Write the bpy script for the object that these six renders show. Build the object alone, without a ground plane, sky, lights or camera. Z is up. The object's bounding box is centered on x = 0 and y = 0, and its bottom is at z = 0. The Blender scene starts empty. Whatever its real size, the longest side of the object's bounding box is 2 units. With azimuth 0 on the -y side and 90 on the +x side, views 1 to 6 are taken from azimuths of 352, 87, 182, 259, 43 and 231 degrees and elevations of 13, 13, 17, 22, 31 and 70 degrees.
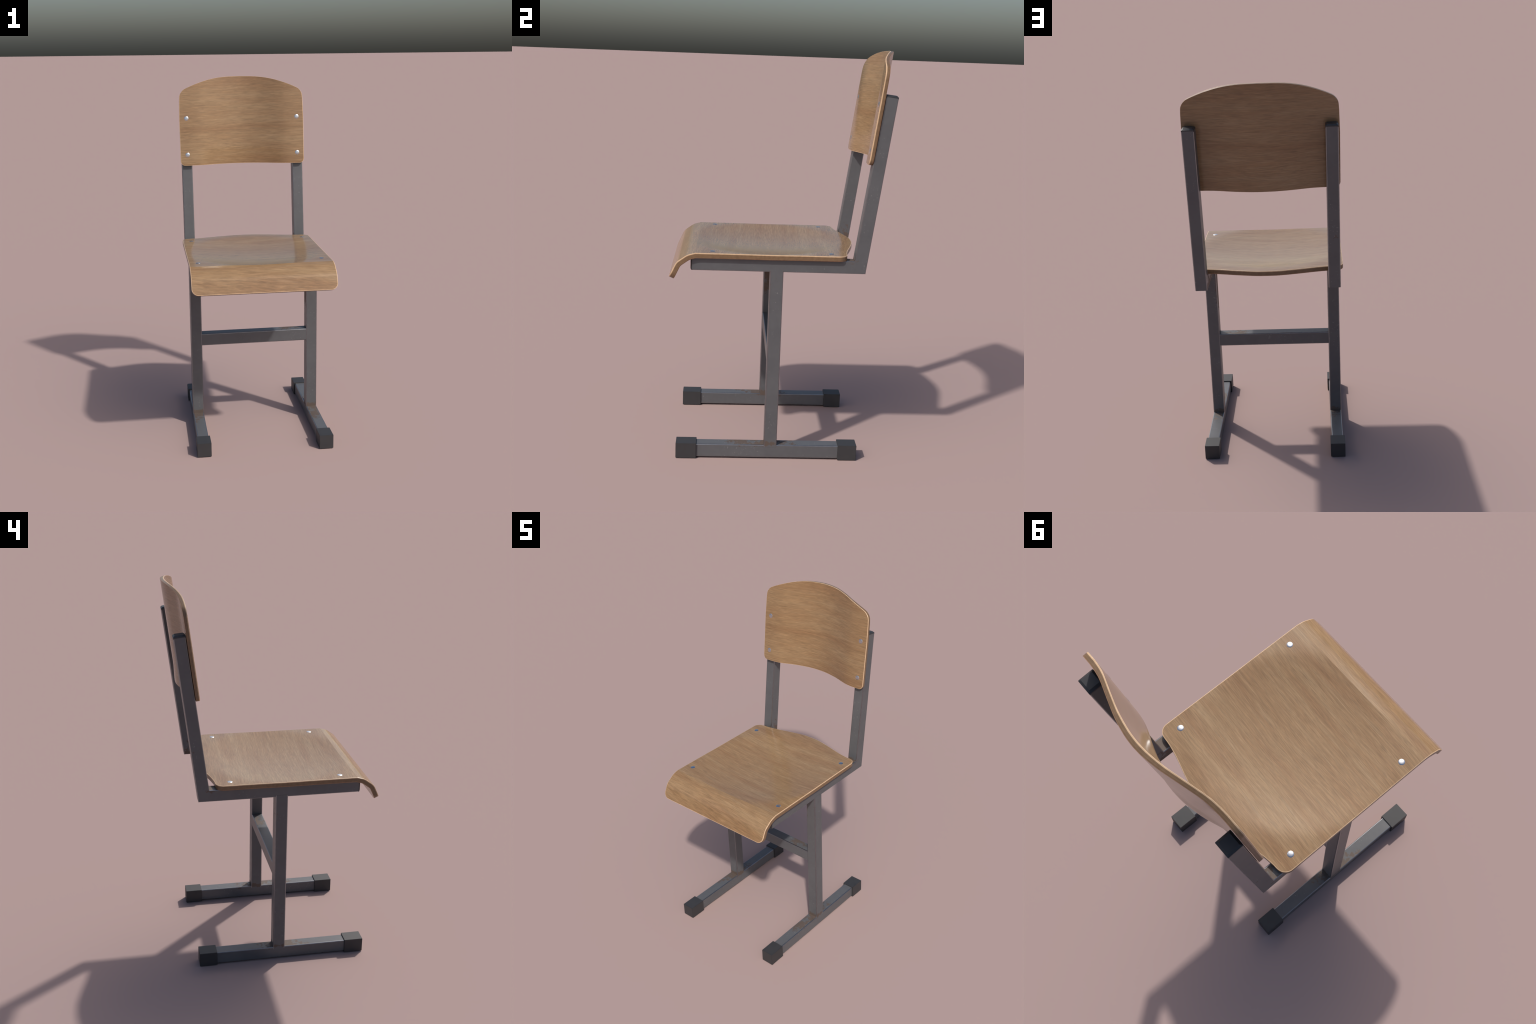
import bpy, math
from mathutils import Vector

# ------------------------------------------------------------------ helpers
def new_mesh(name, verts, faces, mats, face_mats=None, smooth_angle=30.0):
    me = bpy.data.meshes.new(name)
    me.from_pydata([tuple(v) for v in verts], [], faces)
    for m in mats:
        me.materials.append(m)
    if face_mats:
        me.polygons.foreach_set("material_index", face_mats)
    me.polygons.foreach_set("use_smooth", [True] * len(me.polygons))
    me.set_sharp_from_angle(angle=math.radians(smooth_angle))
    me.validate()
    me.update()
    return me


def add(name, me, parent):
    ob = bpy.data.objects.new(name, me)
    bpy.context.scene.collection.objects.link(ob)
    ob.parent = parent
    return ob


def smooth_curve(pts, n):
    """Catmull-Rom through 2-D control points, n pieces per span."""
    p = [(2 * pts[0][0] - pts[1][0], 2 * pts[0][1] - pts[1][1])] + list(pts) + \
        [(2 * pts[-1][0] - pts[-2][0], 2 * pts[-1][1] - pts[-2][1])]
    out = []
    for i in range(1, len(p) - 2):
        for k in range(n):
            t = k / n
            q = []
            for a in (0, 1):
                p0, p1, p2, p3 = p[i-1][a], p[i][a], p[i+1][a], p[i+2][a]
                q.append(0.5 * (2*p1 + (p2-p0)*t + (2*p0-5*p1+4*p2-p3)*t*t + (3*p1-p0-3*p2+p3)*t**3))
            out.append(tuple(q))
    out.append(tuple(pts[-1]))
    return out


def ease_bends(pts, cut, n):
    """polyline whose inner corners are replaced by short quadratic curves"""
    out = [pts[0]]
    for a, b, c in zip(pts, pts[1:], pts[2:]):
        la, lc = math.dist(a, b), math.dist(b, c)
        p = [b[k] + (a[k] - b[k]) * cut / la for k in (0, 1)]
        q = [b[k] + (c[k] - b[k]) * cut / lc for k in (0, 1)]
        for i in range(n + 1):
            t = i / n
            out.append(tuple((1-t)**2 * p[k] + 2*t*(1-t) * b[k] + t*t * q[k] for k in (0, 1)))
    out.append(pts[-1])
    return out


def interp(tab, x):
    if x <= tab[0][0]:
        return tab[0][1]
    for (a, b), (c, d) in zip(tab, tab[1:]):
        if x <= c:
            return b + (d - b) * (x - a) / (c - a)
    return tab[-1][1]

# ------------------------------------------------------------------ node helpers
class Nodes:
    def __init__(self, name):
        self.mat = bpy.data.materials.new(name)
        self.mat.use_nodes = True
        self.nt = self.mat.node_tree
        self.bsdf = self.nt.nodes["Principled BSDF"]
        self.coord = self.nt.nodes.new("ShaderNodeTexCoord").outputs["Object"]

    def new(self, kind, **props):
        n = self.nt.nodes.new(kind)
        for k, v in props.items():
            setattr(n, k, v)
        return n

    def link(self, a, b):
        self.nt.links.new(a, b)

    def mapping(self, scale, loc=(0, 0, 0), rot=(0, 0, 0), src=None):
        m = self.new("ShaderNodeMapping")
        m.inputs["Scale"].default_value = scale
        m.inputs["Location"].default_value = loc
        m.inputs["Rotation"].default_value = rot
        self.link(src or self.coord, m.inputs["Vector"])
        return m.outputs["Vector"]

    def noise(self, vec, scale=1.0, detail=3.0, rough=0.5, distortion=0.0):
        n = self.new("ShaderNodeTexNoise")
        n.inputs["Scale"].default_value = scale
        n.inputs["Detail"].default_value = detail
        n.inputs["Roughness"].default_value = rough
        n.inputs["Distortion"].default_value = distortion
        self.link(vec, n.inputs["Vector"])
        return n.outputs["Fac"]

    def ramp(self, fac, stops):
        r = self.new("ShaderNodeValToRGB")
        els = r.color_ramp.elements
        while len(els) < len(stops):
            els.new(0.5)
        for e, (pos, col) in zip(els, stops):
            e.position = pos
            e.color = (*col, 1) if not isinstance(col, (int, float)) else (col, col, col, 1)
        self.link(fac, r.inputs["Fac"])
        return r.outputs["Color"]

    def mix(self, fac, a, b, blend="MIX"):
        m = self.new("ShaderNodeMix", data_type="RGBA", blend_type=blend)
        for sock, val in (("Factor", fac), ("A", a), ("B", b)):
            s = [i for i in m.inputs if i.name == sock and i.type == ("VALUE" if sock == "Factor" else "RGBA")][0]
            if hasattr(val, "is_output"):
                self.link(val, s)
            elif sock == "Factor":
                s.default_value = val
            else:
                s.default_value = (*val, 1)
        return [o for o in m.outputs if o.type == "RGBA"][0]

    def math(self, op, a, b=0.0):
        m = self.new("ShaderNodeMath", operation=op)
        for i, v in enumerate((a, b)):
            if hasattr(v, "is_output"):
                self.link(v, m.inputs[i])
            else:
                m.inputs[i].default_value = v
        return m.outputs[0]

    def bump(self, height, strength, distance):
        b = self.new("ShaderNodeBump")
        b.inputs["Strength"].default_value = strength
        b.inputs["Distance"].default_value = distance
        self.link(height, b.inputs["Height"])
        self.link(b.outputs["Normal"], self.bsdf.inputs["Normal"])

    def set(self, sock, v):
        if hasattr(v, "is_output"):
            self.link(v, self.bsdf.inputs[sock])
        else:
            self.bsdf.inputs[sock].default_value = v


# ------------------------------------------------------------------ materials
def veneer(name, shift, cross, angle=0.0):
    """Oak veneer, grain along x: broad figure, medium streaks and fine pores.
    cross: weights of y and z as the across-the-grain direction."""
    n = Nodes(name)
    flat = n.mapping((1, cross[0], cross[1]), shift, (0, 0, angle))
    warp = n.noise(n.mapping((1.7, 4.5, 4.5), src=flat), 1.0, 2)
    w = n.new("ShaderNodeVectorMath", operation="MULTIPLY_ADD")
    comb = n.new("ShaderNodeCombineXYZ")
    for i in (1, 2):
        n.link(warp, comb.inputs[i])
    n.link(comb.outputs[0], w.inputs[0])
    w.inputs[1].default_value = (0, 0.032, 0.032)
    n.link(flat, w.inputs[2])
    v = w.outputs[0]
    broad = n.noise(n.mapping((1.8, 17, 17), src=v), 1.0, 3, 0.55)
    mid = n.noise(n.mapping((5.0, 125, 125), src=v), 1.0, 3, 0.55)
    fine = n.noise(n.mapping((13, 310, 310), src=v), 1.0, 4, 0.7)
    pores = n.noise(n.mapping((17, 330, 330), (3, 1, 7), src=v), 1.0, 2, 0.5)
    base = n.ramp(broad, [(0.32, (0.234, 0.136, 0.068)), (0.48, (0.256, 0.158, 0.081)), (0.66, (0.278, 0.181, 0.097))])
    c = n.mix(n.math("MULTIPLY", n.ramp(mid, [(0.34, 1.0), (0.58, 0.0)]), 0.18), base, (0.200, 0.108, 0.052))
    c = n.mix(n.math("MULTIPLY", n.ramp(mid, [(0.53, 0.0), (0.72, 1.0)]), 0.22), c, (0.335, 0.236, 0.146))
    c = n.mix(0.60, c, n.ramp(fine, [(0.30, 0.28), (0.50, 0.50), (0.70, 0.72)]), "OVERLAY")
    c = n.mix(n.math("MULTIPLY", n.ramp(pores, [(0.58, 0.0), (0.68, 1.0)]), 0.36), c, (0.130, 0.078, 0.042))
    n.set("Base Color", c)
    n.set("Roughness", n.math("ADD", n.math("MULTIPLY", mid, 0.07), 0.13))
    n.set("IOR", 1.5)
    return n.mat


def edge_wood(name, dark, light, rough=0.5):
    n = Nodes(name)
    f = n.noise(n.mapping((60, 60, 60)), 1.0, 3, 0.6)
    n.set("Base Color", n.ramp(f, [(0.3, dark), (0.7, light)]))
    n.set("Roughness", rough)
    return n.mat


def steel():
    """Grey lacquered tube: dull blotches, brown rust blooms near the welds, pale scuffs."""
    n = Nodes("grey_lacquered_steel")
    cloud = n.noise(n.mapping((7, 7, 7)), 1.0, 4, 0.6)
    fine = n.noise(n.mapping((55, 55, 55)), 1.0, 3, 0.6)
    base = n.ramp(cloud, [(0.3, (0.093, 0.096, 0.103)), (0.7, (0.110, 0.113, 0.120))])
    base = n.mix(0.22, base, n.ramp(fine, [(0.3, 0.42), (0.7, 0.58)]), "OVERLAY")
    # rust blooms: along the runners beside the posts, on the cross bar, up the inner leg
    xyz = n.new("ShaderNodeSeparateXYZ")
    n.link(n.coord, xyz.inputs[0])
    x, y, z = xyz.outputs

    def near(v, centre, half):
        d = n.math("ABSOLUTE", n.math("SUBTRACT", v, centre))
        return n.math("MAXIMUM", n.math("SUBTRACT", 1.0, n.math("DIVIDE", d, half)), 0.0)

    runner = n.math("MULTIPLY", near(y, -0.06, 0.24), near(z, 0.078, 0.03))
    bar = n.math("MULTIPLY", near(z, 0.562, 0.022), near(x, 0.20, 0.11))
    inner = n.math("MULTIPLY", n.math("MULTIPLY", near(n.math("ABSOLUTE", x), 0.3045, 0.012), near(z, 0.86, 0.25)), 1.6)
    corner = n.math("MULTIPLY", near(y, 0.34, 0.05), near(z, 1.02, 0.03))
    place = n.math("MAXIMUM", n.math("MAXIMUM", runner, bar), n.math("MAXIMUM", inner, corner))
    patch = n.noise(n.mapping((13, 13, 13), (4.1, 2.2, 0.7)), 1.0, 2)
    speck = n.noise(n.mapping((55, 55, 55), (1.3, 0.4, 5.0)), 1.0, 4, 0.65)
    amount = n.math("ADD", n.math("MULTIPLY", place, 0.34), n.math("ADD", n.math("MULTIPLY", patch, 0.5), n.math("MULTIPLY", speck, 0.5)))
    rust = n.math("MULTIPLY", n.ramp(amount, [(0.655, 0.0), (0.70, 1.0)]), 0.72)
    c = n.mix(rust, base, (0.102, 0.064, 0.042))
    # small pale scuffs
    sp = n.ramp(n.noise(n.mapping((8, 8, 8), (9, 3, 1)), 1.0, 2), [(0.54, 0.0), (0.60, 1.0)])
    sc = n.ramp(n.noise(n.mapping((120, 120, 120), (2, 8, 3)), 1.0, 2, 0.5), [(0.64, 0.0), (0.70, 1.0)])
    scuff = n.math("MULTIPLY", n.math("MULTIPLY", sp, sc), 0.5)
    c = n.mix(scuff, c, (0.24, 0.24, 0.25))
    n.set("Base Color", c)
    n.set("Metallic", 0.12)
    r = n.math("ADD", n.math("MULTIPLY", cloud, 0.12), 0.33)
    n.set("Roughness", n.math("ADD", r, n.math("MULTIPLY", rust, 0.35)))
    return n.mat


def plain(name, col, rough, metallic=0.0, grain=0.06):
    n = Nodes(name)
    f = n.noise(n.mapping((30, 30, 30)), 1.0, 4, 0.6)
    lo = tuple(c * (1 - grain) for c in col)
    hi = tuple(c * (1 + grain) for c in col)
    n.set("Base Color", n.ramp(f, [(0.3, lo), (0.7, hi)]))
    n.set("Roughness", rough)
    n.set("Metallic", metallic)
    return n.mat


SEAT_WOOD = veneer("oak_veneer_seat", (0.37, 0.11, 0.0), (1.0, 0.10), 0.05)
BACK_WOOD = veneer("oak_veneer_back", (1.9, 2.3, 0.6), (0.04, 1.0))
PALE_EDGE = edge_wood("pale_worn_edge", (0.52, 0.352, 0.212), (0.64, 0.445, 0.280), 0.35)
LOWER_EDGE = edge_wood("brown_lower_edge", (0.235, 0.125, 0.066), (0.31, 0.175, 0.095), 0.45)
PLY_DARK = edge_wood("ply_layer_dark", (0.140, 0.083, 0.043), (0.185, 0.113, 0.061), 0.32)
PLY_MID = edge_wood("ply_layer_mid", (0.165, 0.099, 0.052), (0.212, 0.132, 0.072), 0.32)
STEEL = steel()
BARE_EDGE = plain("worn_bare_steel_edge", (0.26, 0.27, 0.29), 0.30, 1.0, 0.10)
RUBBER = plain("black_foot_plastic", (0.032, 0.032, 0.0345), 0.55)
PLUG = plain("black_plug_plastic", (0.030, 0.031, 0.034), 0.42)
RIVET = plain("bright_rivet_metal", (0.62, 0.64, 0.67), 0.26, 1.0, 0.02)

# ------------------------------------------------------------------ chair root
chair = bpy.data.objects.new("school_chair", None)
bpy.context.scene.collection.objects.link(chair)
chair["label"] = "wooden school chair with grey square steel tube frame"
chair["category"] = "chair"

# ------------------------------------------------------------------ plywood panels
def column_angles(half, radius_zone, n_mid, n_corner):
    """x positions from -half to half, denser over the rounded corners (as fractions)."""
    xs = []
    for k in range(n_corner):
        xs.append(-1 + (1 - math.cos(math.pi / 2 * k / n_corner)) * radius_zone / half)
    inner = 1 - radius_zone / half
    xs += [-inner + 2 * inner * k / n_mid for k in range(n_mid + 1)]
    xs += [-x for x in xs[:n_corner]][::-1]
    return xs


def panel(name, xs, rows, surf, low, high, half, loops, face_mat, parent, bends=(), angle=32):
    """Bent panel.  surf(x, s) -> point, normal.  low/high(x, d): ends of each column
    on the outline inset by d; loops: (inset, depth, material of the strip to the next)."""
    verts, faces, fm, mats = [], [], [], []

    def slot(m):
        if m not in mats:
            mats.append(m)
        return mats.index(m)

    def row_s(i, a, b):
        """rows spread evenly, except that rows sit exactly on the given bends"""
        if not bends:
            return a + (b - a) * i / rows
        per = rows * 2 // 3 // len(bends)
        seg = min(i // per, len(bends))
        ss = [a] + list(bends) + [b]
        n = per if seg < len(bends) else rows - per * len(bends)
        return ss[seg] + (ss[seg+1] - ss[seg]) * (i - seg * per) / n

    nc = len(xs)
    perim = [(0, j) for j in range(nc)] + [(i, nc - 1) for i in range(1, rows + 1)] + \
            [(rows, j) for j in range(nc - 2, -1, -1)] + [(i, 0) for i in range(rows - 1, 0, -1)]

    def pt(i, j, d, h):
        x = xs[j] * (half - d)
        a, b = low(x, d), high(x, d)
        p, nrm = surf(x, row_s(i, a, b))
        return p - nrm * h

    def grid(d, h, flip, mat):
        o = len(verts)
        for i in range(rows + 1):
            for j in range(nc):
                verts.append(pt(i, j, d, h))
        for i in range(rows):
            for j in range(nc - 1):
                q = [o + i*nc + j, o + i*nc + j + 1, o + (i+1)*nc + j + 1, o + (i+1)*nc + j]
                faces.append(q[::-1] if flip else q)
                fm.append(slot(mat))
        return [o + i*nc + j for i, j in perim]

    ring = grid(loops[0][0], loops[0][1], False, face_mat)
    last = grid(loops[-1][0], loops[-1][1], True, face_mat)
    for k in range(1, len(loops)):
        d, h, _ = loops[k]
        if k < len(loops) - 1:
            o = len(verts)
            for i, j in perim:
                verts.append(pt(i, j, d, h))
            nxt = list(range(o, o + len(perim)))
        else:
            nxt = last
        m = slot(loops[k-1][2])
        for a in range(len(perim)):
            b = (a + 1) % len(perim)
            faces.append([ring[a], nxt[a], nxt[b], ring[b]])
            fm.append(m)
        ring = nxt
    return add(name, new_mesh(name, verts, faces, mats, fm, angle), parent)


def plies(t, face, side, low, n):
    """edge section of the plywood: pale worn arris (a narrow band on the face, then on the
    side), n glued layers, thin brown lower arris."""
    out = [(face, 0.0, PALE_EDGE), (0.0, 0.0009, PALE_EDGE), (0.0, side, PLY_MID)]
    for k in range(1, n + 1):
        out.append((0.0, side + (t - side - low) * k / n, PLY_DARK if k % 2 else PLY_MID))
    out[-1] = (0.0, t - low, LOWER_EDGE)
    out.append((low * 0.6, t, LOWER_EDGE))
    return out


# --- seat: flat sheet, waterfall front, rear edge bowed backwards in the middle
SEAT_Z, SEAT_T, SEAT_W = 1.0450, 0.0258, 0.3850
DISH_Y, DISH_R, DISH_DEPTH = -0.056, 0.382, 0.0248     # shallow round hollow pressed into the sheet
# waterfall front: three flats with eased bends, tip first; a crisp crease where it leaves the seat
CREASE = (-0.4050, SEAT_Z)
lip = ease_bends([(-0.5305, 0.9215), (-0.4955, 0.9970), (-0.4430, 1.0350), CREASE], 0.017, 7) + [(-0.33, SEAT_Z)]
prof, acc = [], 0.0
for k, p in enumerate(lip):
    if k:
        acc += math.dist(p, lip[k-1])
    prof.append((acc, p[0], min(p[1], SEAT_Z)))
S_END, Y_END = prof[-1][0], prof[-1][1]
ytab = [(s, y) for s, y, z in prof]
ztab = [(s, z) for s, y, z in prof]


def seat_yz(s):
    if s >= S_END:
        return Y_END + s - S_END, SEAT_Z
    return interp(ytab, s), interp(ztab, s)


def seat_surf(x, s):
    y, z = seat_yz(s)
    y0, z0 = seat_yz(max(s - 0.001, 0)); y1, z1 = seat_yz(s + 0.001)
    t = Vector((0, y1 - y0, z1 - z0)).normalized()
    q = (x*x + (y - DISH_Y)**2) / DISH_R**2
    z -= DISH_DEPTH * 0.06 * math.log1p(math.exp((1.0 - q) / 0.06))     # parabola with a soft rim
    return Vector((x, y, z)), Vector((0, -t.z, t.y))


REAR = smooth_curve([(0.0, 0.3775), (0.06, 0.3745), (0.16, 0.3530), (0.235, 0.3330), (0.29, 0.3215), (0.335, 0.3165), (0.386, 0.316)], 5)
R_FRONT, R_REAR = 0.036, 0.042


def corner(x, d, r):
    """how far a rounded corner pulls the edge in at x"""
    over = abs(x) - (SEAT_W - r)
    rr = r - d
    return rr - math.sqrt(max(rr*rr - over*over, 0.0)) if over > 0 else 0.0


def seat_low(x, d):
    return d + corner(x, d, R_FRONT)


def seat_high(x, d):
    return S_END + interp(REAR, abs(x)) - Y_END - d - corner(x, d, R_REAR)


seat = panel("seat", column_angles(SEAT_W, 0.042, 36, 10), 75, seat_surf, seat_low, seat_high,
             SEAT_W, plies(SEAT_T, 0.0026, 0.0046, 0.003, 5), SEAT_WOOD, chair,
             bends=[prof[-2][0]], angle=11)

# --- backrest: sheet leaning with the uprights, bowed backwards between them, arched top
LEAN, BACK_T = 0.1265, 0.0198
BOW = smooth_curve([(0.0, 0.0590), (0.032, 0.0576), (0.064, 0.0535), (0.095, 0.0480), (0.125, 0.0411), (0.183, 0.0248),
                    (0.242, 0.0083), (0.273, 0.0030), (0.305, 0.0003), (0.33, 0.0), (0.38, 0.0)], 6)
BOW_LOW = smooth_curve([(0.0, 0.0648), (0.032, 0.0638), (0.0615, 0.0610), (0.086, 0.0568), (0.111, 0.0517), (0.1404, 0.0446), (0.1766, 0.0332),
                        (0.2127, 0.0198), (0.2441, 0.0092), (0.275, 0.0030), (0.305, 0.0003), (0.33, 0.0), (0.38, 0.0)], 6)
ARCH = smooth_curve([(0.0, 2.0), (0.08, 1.9980), (0.14, 1.9928), (0.20, 1.9818), (0.26, 1.9645), (0.32, 1.9420), (0.376, 1.9160)], 6)
BACK_W, BACK_Z0 = 0.3765, 1.4788
R_LOW, R_TOP = 0.026, 0.030


def back_half(z):
    """sides taper slightly near the top"""
    return interp([(1.47, 0.3752), (1.75, 0.3765), (1.86, 0.3738), (1.92, 0.3695)], z)


def back_surf(x, z):
    xx = x * back_half(z) / BACK_W
    def bow(a):                      # a touch deeper, with fuller shoulders, at the lower edge
        f = min(max((z - 1.474) / 0.11, 0.0), 1.0)
        f = f * f * (3 - 2 * f)
        return interp(BOW_LOW, a) * (1 - f) + interp(BOW, a) * f

    a = abs(xx)
    b = bow(a)
    db = 0.0 if a < 0.008 else math.copysign((bow(a + 0.008) - bow(a - 0.008)) / 0.016, xx)
    p = Vector((xx, 0.3880 + (z - 1.487) * LEAN + b, z))
    return p, Vector((db, -1.0, LEAN)).normalized()


def round_off(x, d, r):
    over = abs(x) - (BACK_W - r)
    rr = r - d
    return rr - math.sqrt(max(rr*rr - over*over, 0.0)) if over > 0 else 0.0


def back_low(x, d):
    return BACK_Z0 + d + round_off(x, d, R_LOW)


def back_high(x, d):
    return interp(ARCH, abs(x)) - 0.35 * d - round_off(x, d, R_TOP)


backrest = panel("backrest", column_angles(BACK_W, 0.030, 48, 6), 40, back_surf, back_low, back_high,
                 BACK_W, plies(BACK_T, 0.0020, 0.0050, 0.002, 4), BACK_WOOD, chair)

# ------------------------------------------------------------------ steel tube
X_IN, X_OUT, TUBE_R = 0.3065, 0.3683, 0.0042


def ring_shape(wx, wt, r, seg=3):
    """rounded rectangle as (a along first side 0..wx, b along second side 0..wt)"""
    pts = []
    for cx, cy, a0 in ((wx - r, wt - r, 0), (r, wt - r, 90), (r, r, 180), (wx - r, r, 270)):
        for k in range(seg + 1):
            a = math.radians(a0 + 90 * k / seg)
            pts.append((cx + r * math.cos(a), cy + r * math.sin(a)))
    return pts


def tube(name, ends, parent, mat=STEEL, r=TUBE_R):
    """ends: two (origin, side_a, side_b) frames; side vectors span the full section."""
    verts, faces, strip = [], [], []
    n = 0
    for org, a, b in ends:
        org, a, b = Vector(org), Vector(a), Vector(b)
        wa, wb = a.length, b.length
        shape = ring_shape(wa, wb, r)
        n = len(shape)
        verts += [org + a * (p / wa) + b * (q / wb) for p, q in shape]
    for k in range(n):
        m = (k + 1) % n
        faces.append([k, m, n + m, n + k])
        strip.append(0 if k % 4 == 3 else 1)          # flats lacquered, arrises worn bare
    faces.append(list(range(n))[::-1])
    faces.append(list(range(n, 2 * n)))
    me = new_mesh(name, verts, faces, [mat, BARE_EDGE], strip + [0, 0], 40)
    import bmesh
    bm = bmesh.new()
    bm.from_mesh(me)
    bmesh.ops.recalc_face_normals(bm, faces=bm.faces)
    bm.to_mesh(me)
    bm.free()
    me.set_sharp_from_angle(angle=math.radians(40))
    ob = add(name, me, parent)
    wn = ob.modifiers.new("weighted_normal", "WEIGHTED_NORMAL")   # keep the flats flat
    wn.weight, wn.keep_sharp = 100, True
    return ob


def plug(name, org, a, b, out, chamfer, parent):
    """shallow chamfered end stopper: section a x b, rising along out"""
    org, a, b, out = map(Vector, (org, a, b, out))
    h = out.length
    verts, faces = [], []
    layers = [(0.0, 0.0004), (0.0004, 0.42), (chamfer, 1.0)]
    sink = out * (-1.0)
    n = 0
    first = True
    for inset, f in [(0.0012, -1.0)] + layers:
        wa, wb = a.length, b.length
        shape = ring_shape(wa - 2*inset, wb - 2*inset, 0.0025, 2)
        n = len(shape)
        verts += [org + a * ((p + inset) / wa) + b * ((q + inset) / wb) + out * f for p, q in shape]
    L = len(layers) + 1
    for l in range(L - 1):
        for k in range(n):
            m = (k + 1) % n
            faces.append([l*n + k, l*n + m, (l+1)*n + m, (l+1)*n + k])
    faces.append(list(range(n))[::-1])
    faces.append([(L-1)*n + k for k in range(n)])
    me = new_mesh(name, verts, faces, [PLUG], None, 25)
    import bmesh
    bm = bmesh.new()
    bm.from_mesh(me)
    bmesh.ops.recalc_face_normals(bm, faces=bm.faces)
    bm.to_mesh(me)
    bm.free()
    me.set_sharp_from_angle(angle=math.radians(25))
    return add(name, me, parent)


def box(name, lo, hi, bevel, mat, parent):
    import bmesh
    bm = bmesh.new()
    bmesh.ops.create_cube(bm, size=1.0)
    for v in bm.verts:
        v.co = Vector([lo[i] + (v.co[i] + 0.5) * (hi[i] - lo[i]) for i in range(3)])
    bmesh.ops.bevel(bm, geom=bm.edges[:], offset=bevel, segments=2, affect='EDGES')
    me = bpy.data.meshes.new(name)
    bm.to_mesh(me)
    bm.free()
    me.materials.append(mat)
    me.polygons.foreach_set("use_smooth", [True] * len(me.polygons))
    me.set_sharp_from_angle(angle=math.radians(30))
    return add(name, me, parent)


def dome(name, parent_mesh=[]):
    """low domed rivet head, axis +z"""
    if not parent_mesh:
        R, H, seg, rings = 0.0132, 0.0020, 28, 7
        verts, faces = [(0, 0, H)], []
        for i in range(1, rings + 1):
            u = i / rings
            for k in range(seg):
                a = 2 * math.pi * k / seg
                verts.append((R*u*math.cos(a), R*u*math.sin(a), H * math.sqrt(max(1 - u*u*0.96, 0)) - H*0.2*u**6))
        for k in range(seg):
            verts.append((R*math.cos(2*math.pi*k/seg), R*math.sin(2*math.pi*k/seg), -0.004))
        faces += [[0, 1 + k, 1 + (k+1) % seg] for k in range(seg)]
        for i in range(rings):
            o = 1 + i*seg
            faces += [[o+k, o+seg+k, o+seg+(k+1) % seg, o+(k+1) % seg] for k in range(seg)]
        o = 1 + rings*seg
        faces.append([o + k for k in range(seg)][::-1])
        parent_mesh.append(new_mesh("rivet", verts, faces, [RIVET], None, 50))
    return parent_mesh[0]


# heights and depths of the frame
RAIL_LO, RAIL_HI = 0.9580, 1.0190
RAIL_FRONT = -0.4198
IN_CORNER, OUT_CORNER = (0.3492, RAIL_HI), (0.4046, RAIL_LO)
TOP_FRONT, TOP_BACK = (0.4485, 1.7920), (0.5074, 1.7855)
POST = (-0.0506, 0.0134)
FOOT = (0.0050, 0.0715)
BAR = (0.4864, 0.5562)

frame = bpy.data.objects.new("steel_frame", None)
bpy.context.scene.collection.objects.link(frame)
frame.parent = chair


def at(x, yz):
    return Vector((x, yz[0], yz[1]))


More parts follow.
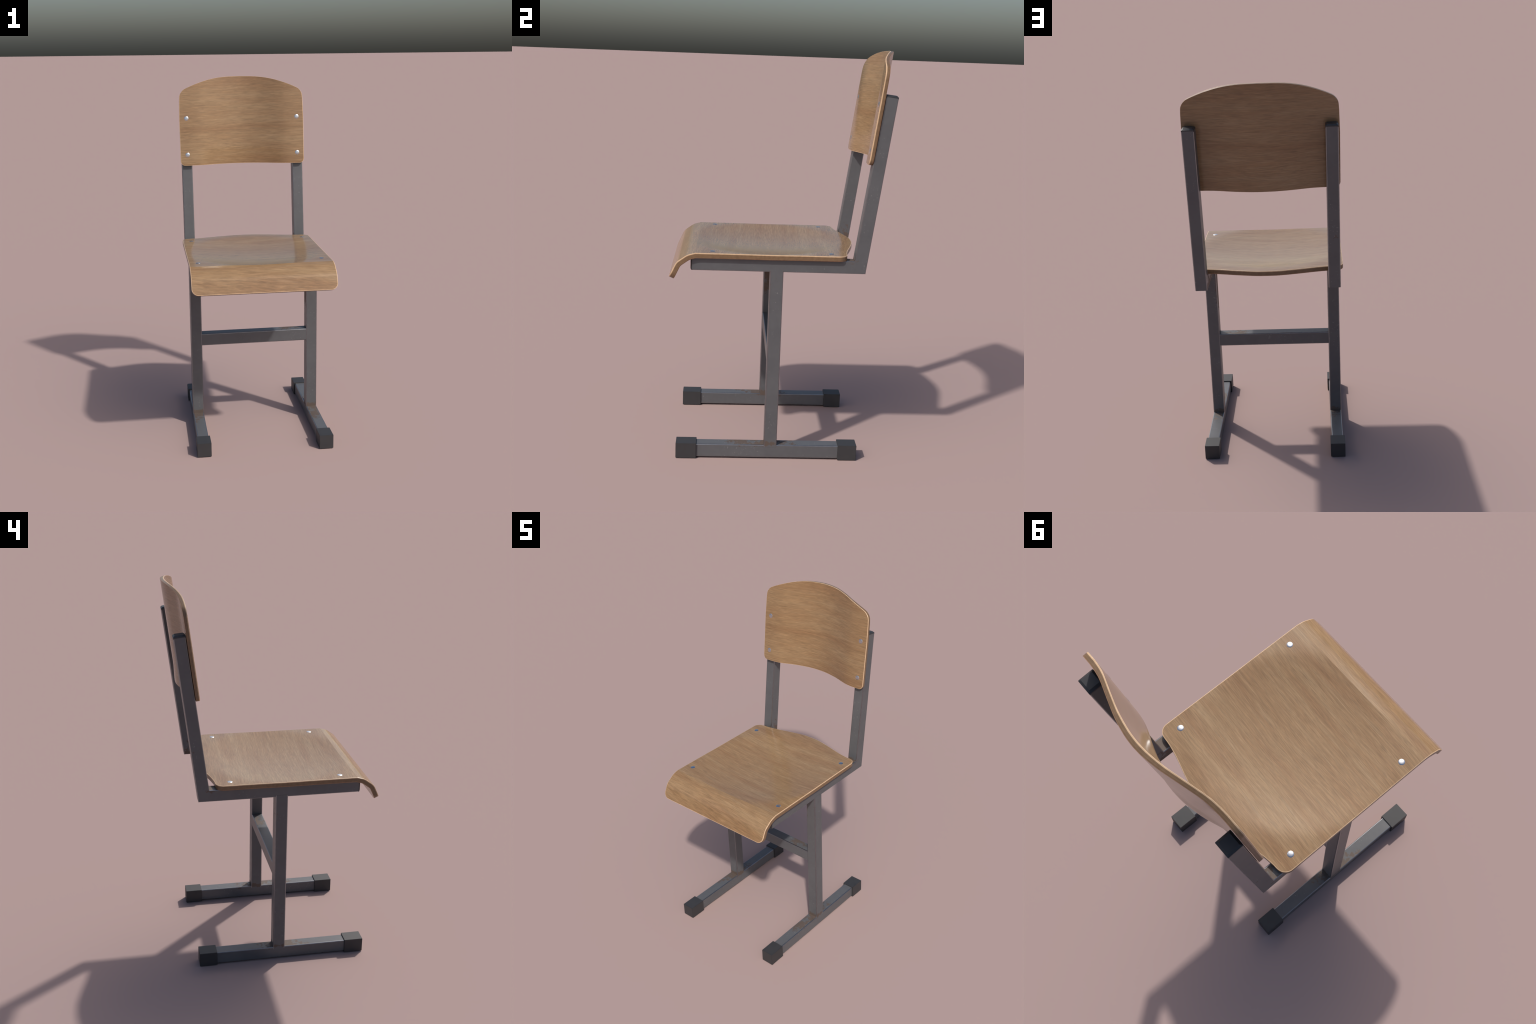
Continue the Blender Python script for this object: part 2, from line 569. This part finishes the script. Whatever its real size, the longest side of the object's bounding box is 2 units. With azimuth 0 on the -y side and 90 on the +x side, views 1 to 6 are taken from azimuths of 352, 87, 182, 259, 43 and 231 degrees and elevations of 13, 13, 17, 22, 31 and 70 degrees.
for side in (1, -1):
    x0, x1 = (X_IN, X_OUT) if side > 0 else (-X_OUT, -X_IN)
    w = (x1 - x0, 0, 0)
    # seat rail with mitred rear end
    tube("seat_rail", [
        (at(x0, (RAIL_FRONT, RAIL_LO)), w, (0, 0, RAIL_HI - RAIL_LO)),
        (at(x0, OUT_CORNER), w, at(0, IN_CORNER) - at(0, OUT_CORNER))], frame)
    # back upright from the mitre to the slanted top end
    tube("back_upright", [
        (at(x0, OUT_CORNER), w, at(0, IN_CORNER) - at(0, OUT_CORNER)),
        (at(x0, TOP_BACK), w, at(0, TOP_FRONT) - at(0, TOP_BACK))], frame)
    # leg post, a hair proud of rail and foot so the welded joint reads as one face
    e = 0.0008
    tube("leg_post", [
        ((x0 - e, POST[0], FOOT[1] - 0.012), (x1 - x0 + 2*e, 0, 0), (0, POST[1] - POST[0], 0)),
        ((x0 - e, POST[0], RAIL_LO + 0.010), (x1 - x0 + 2*e, 0, 0), (0, POST[1] - POST[0], 0))], frame)
    # floor runner
    tube("foot_tube", [
        ((x0, -0.45, FOOT[0]), w, (0, 0, FOOT[1] - FOOT[0])),
        ((x0, 0.38, FOOT[0]), w, (0, 0, FOOT[1] - FOOT[0]))], frame)
    # end stoppers
    plug("end_plug", (x0, RAIL_FRONT, RAIL_LO), w, (0, 0, RAIL_HI - RAIL_LO), (0, -0.0075, 0), 0.006, frame)
    up = (at(0, TOP_BACK) - at(0, OUT_CORNER)).normalized() * 0.0115
    plug("end_plug", at(x0, TOP_BACK), w, at(0, TOP_FRONT) - at(0, TOP_BACK), up, 0.0085, frame)
    # floor caps
    cx0, cx1 = (0.2990, 0.3760) if side > 0 else (-0.3760, -0.2990)
    box("foot_cap", (cx0, -0.4865, 0.0), (cx1, -0.3855, 0.0775), 0.0012, RUBBER, frame)
    box("foot_cap", (cx0, 0.3185, 0.0), (cx1, 0.4120, 0.0770), 0.0012, RUBBER, frame)

tube("cross_bar", [
    ((-X_IN - 0.006, POST[0] + 0.0012, BAR[0]), (0, POST[1] - POST[0] - 0.0024, 0), (0, 0, BAR[1] - BAR[0])),
    ((X_IN + 0.006, POST[0] + 0.0012, BAR[0]), (0, POST[1] - POST[0] - 0.0024, 0), (0, 0, BAR[1] - BAR[0]))], frame)

# ------------------------------------------------------------------ rivets
for x in (-0.335, 0.335):
    for y in (-0.3255, 0.2415):
        r = add("rivet", dome("rivet"), seat)
        r.location = (x, y, SEAT_Z)
    for z in (1.5415, 1.7565):
        r = add("rivet", dome("rivet"), backrest)
        p, nrm = back_surf(x, z)
        r.location = p
        r.rotation_euler = nrm.to_track_quat('Z', 'Y').to_euler()
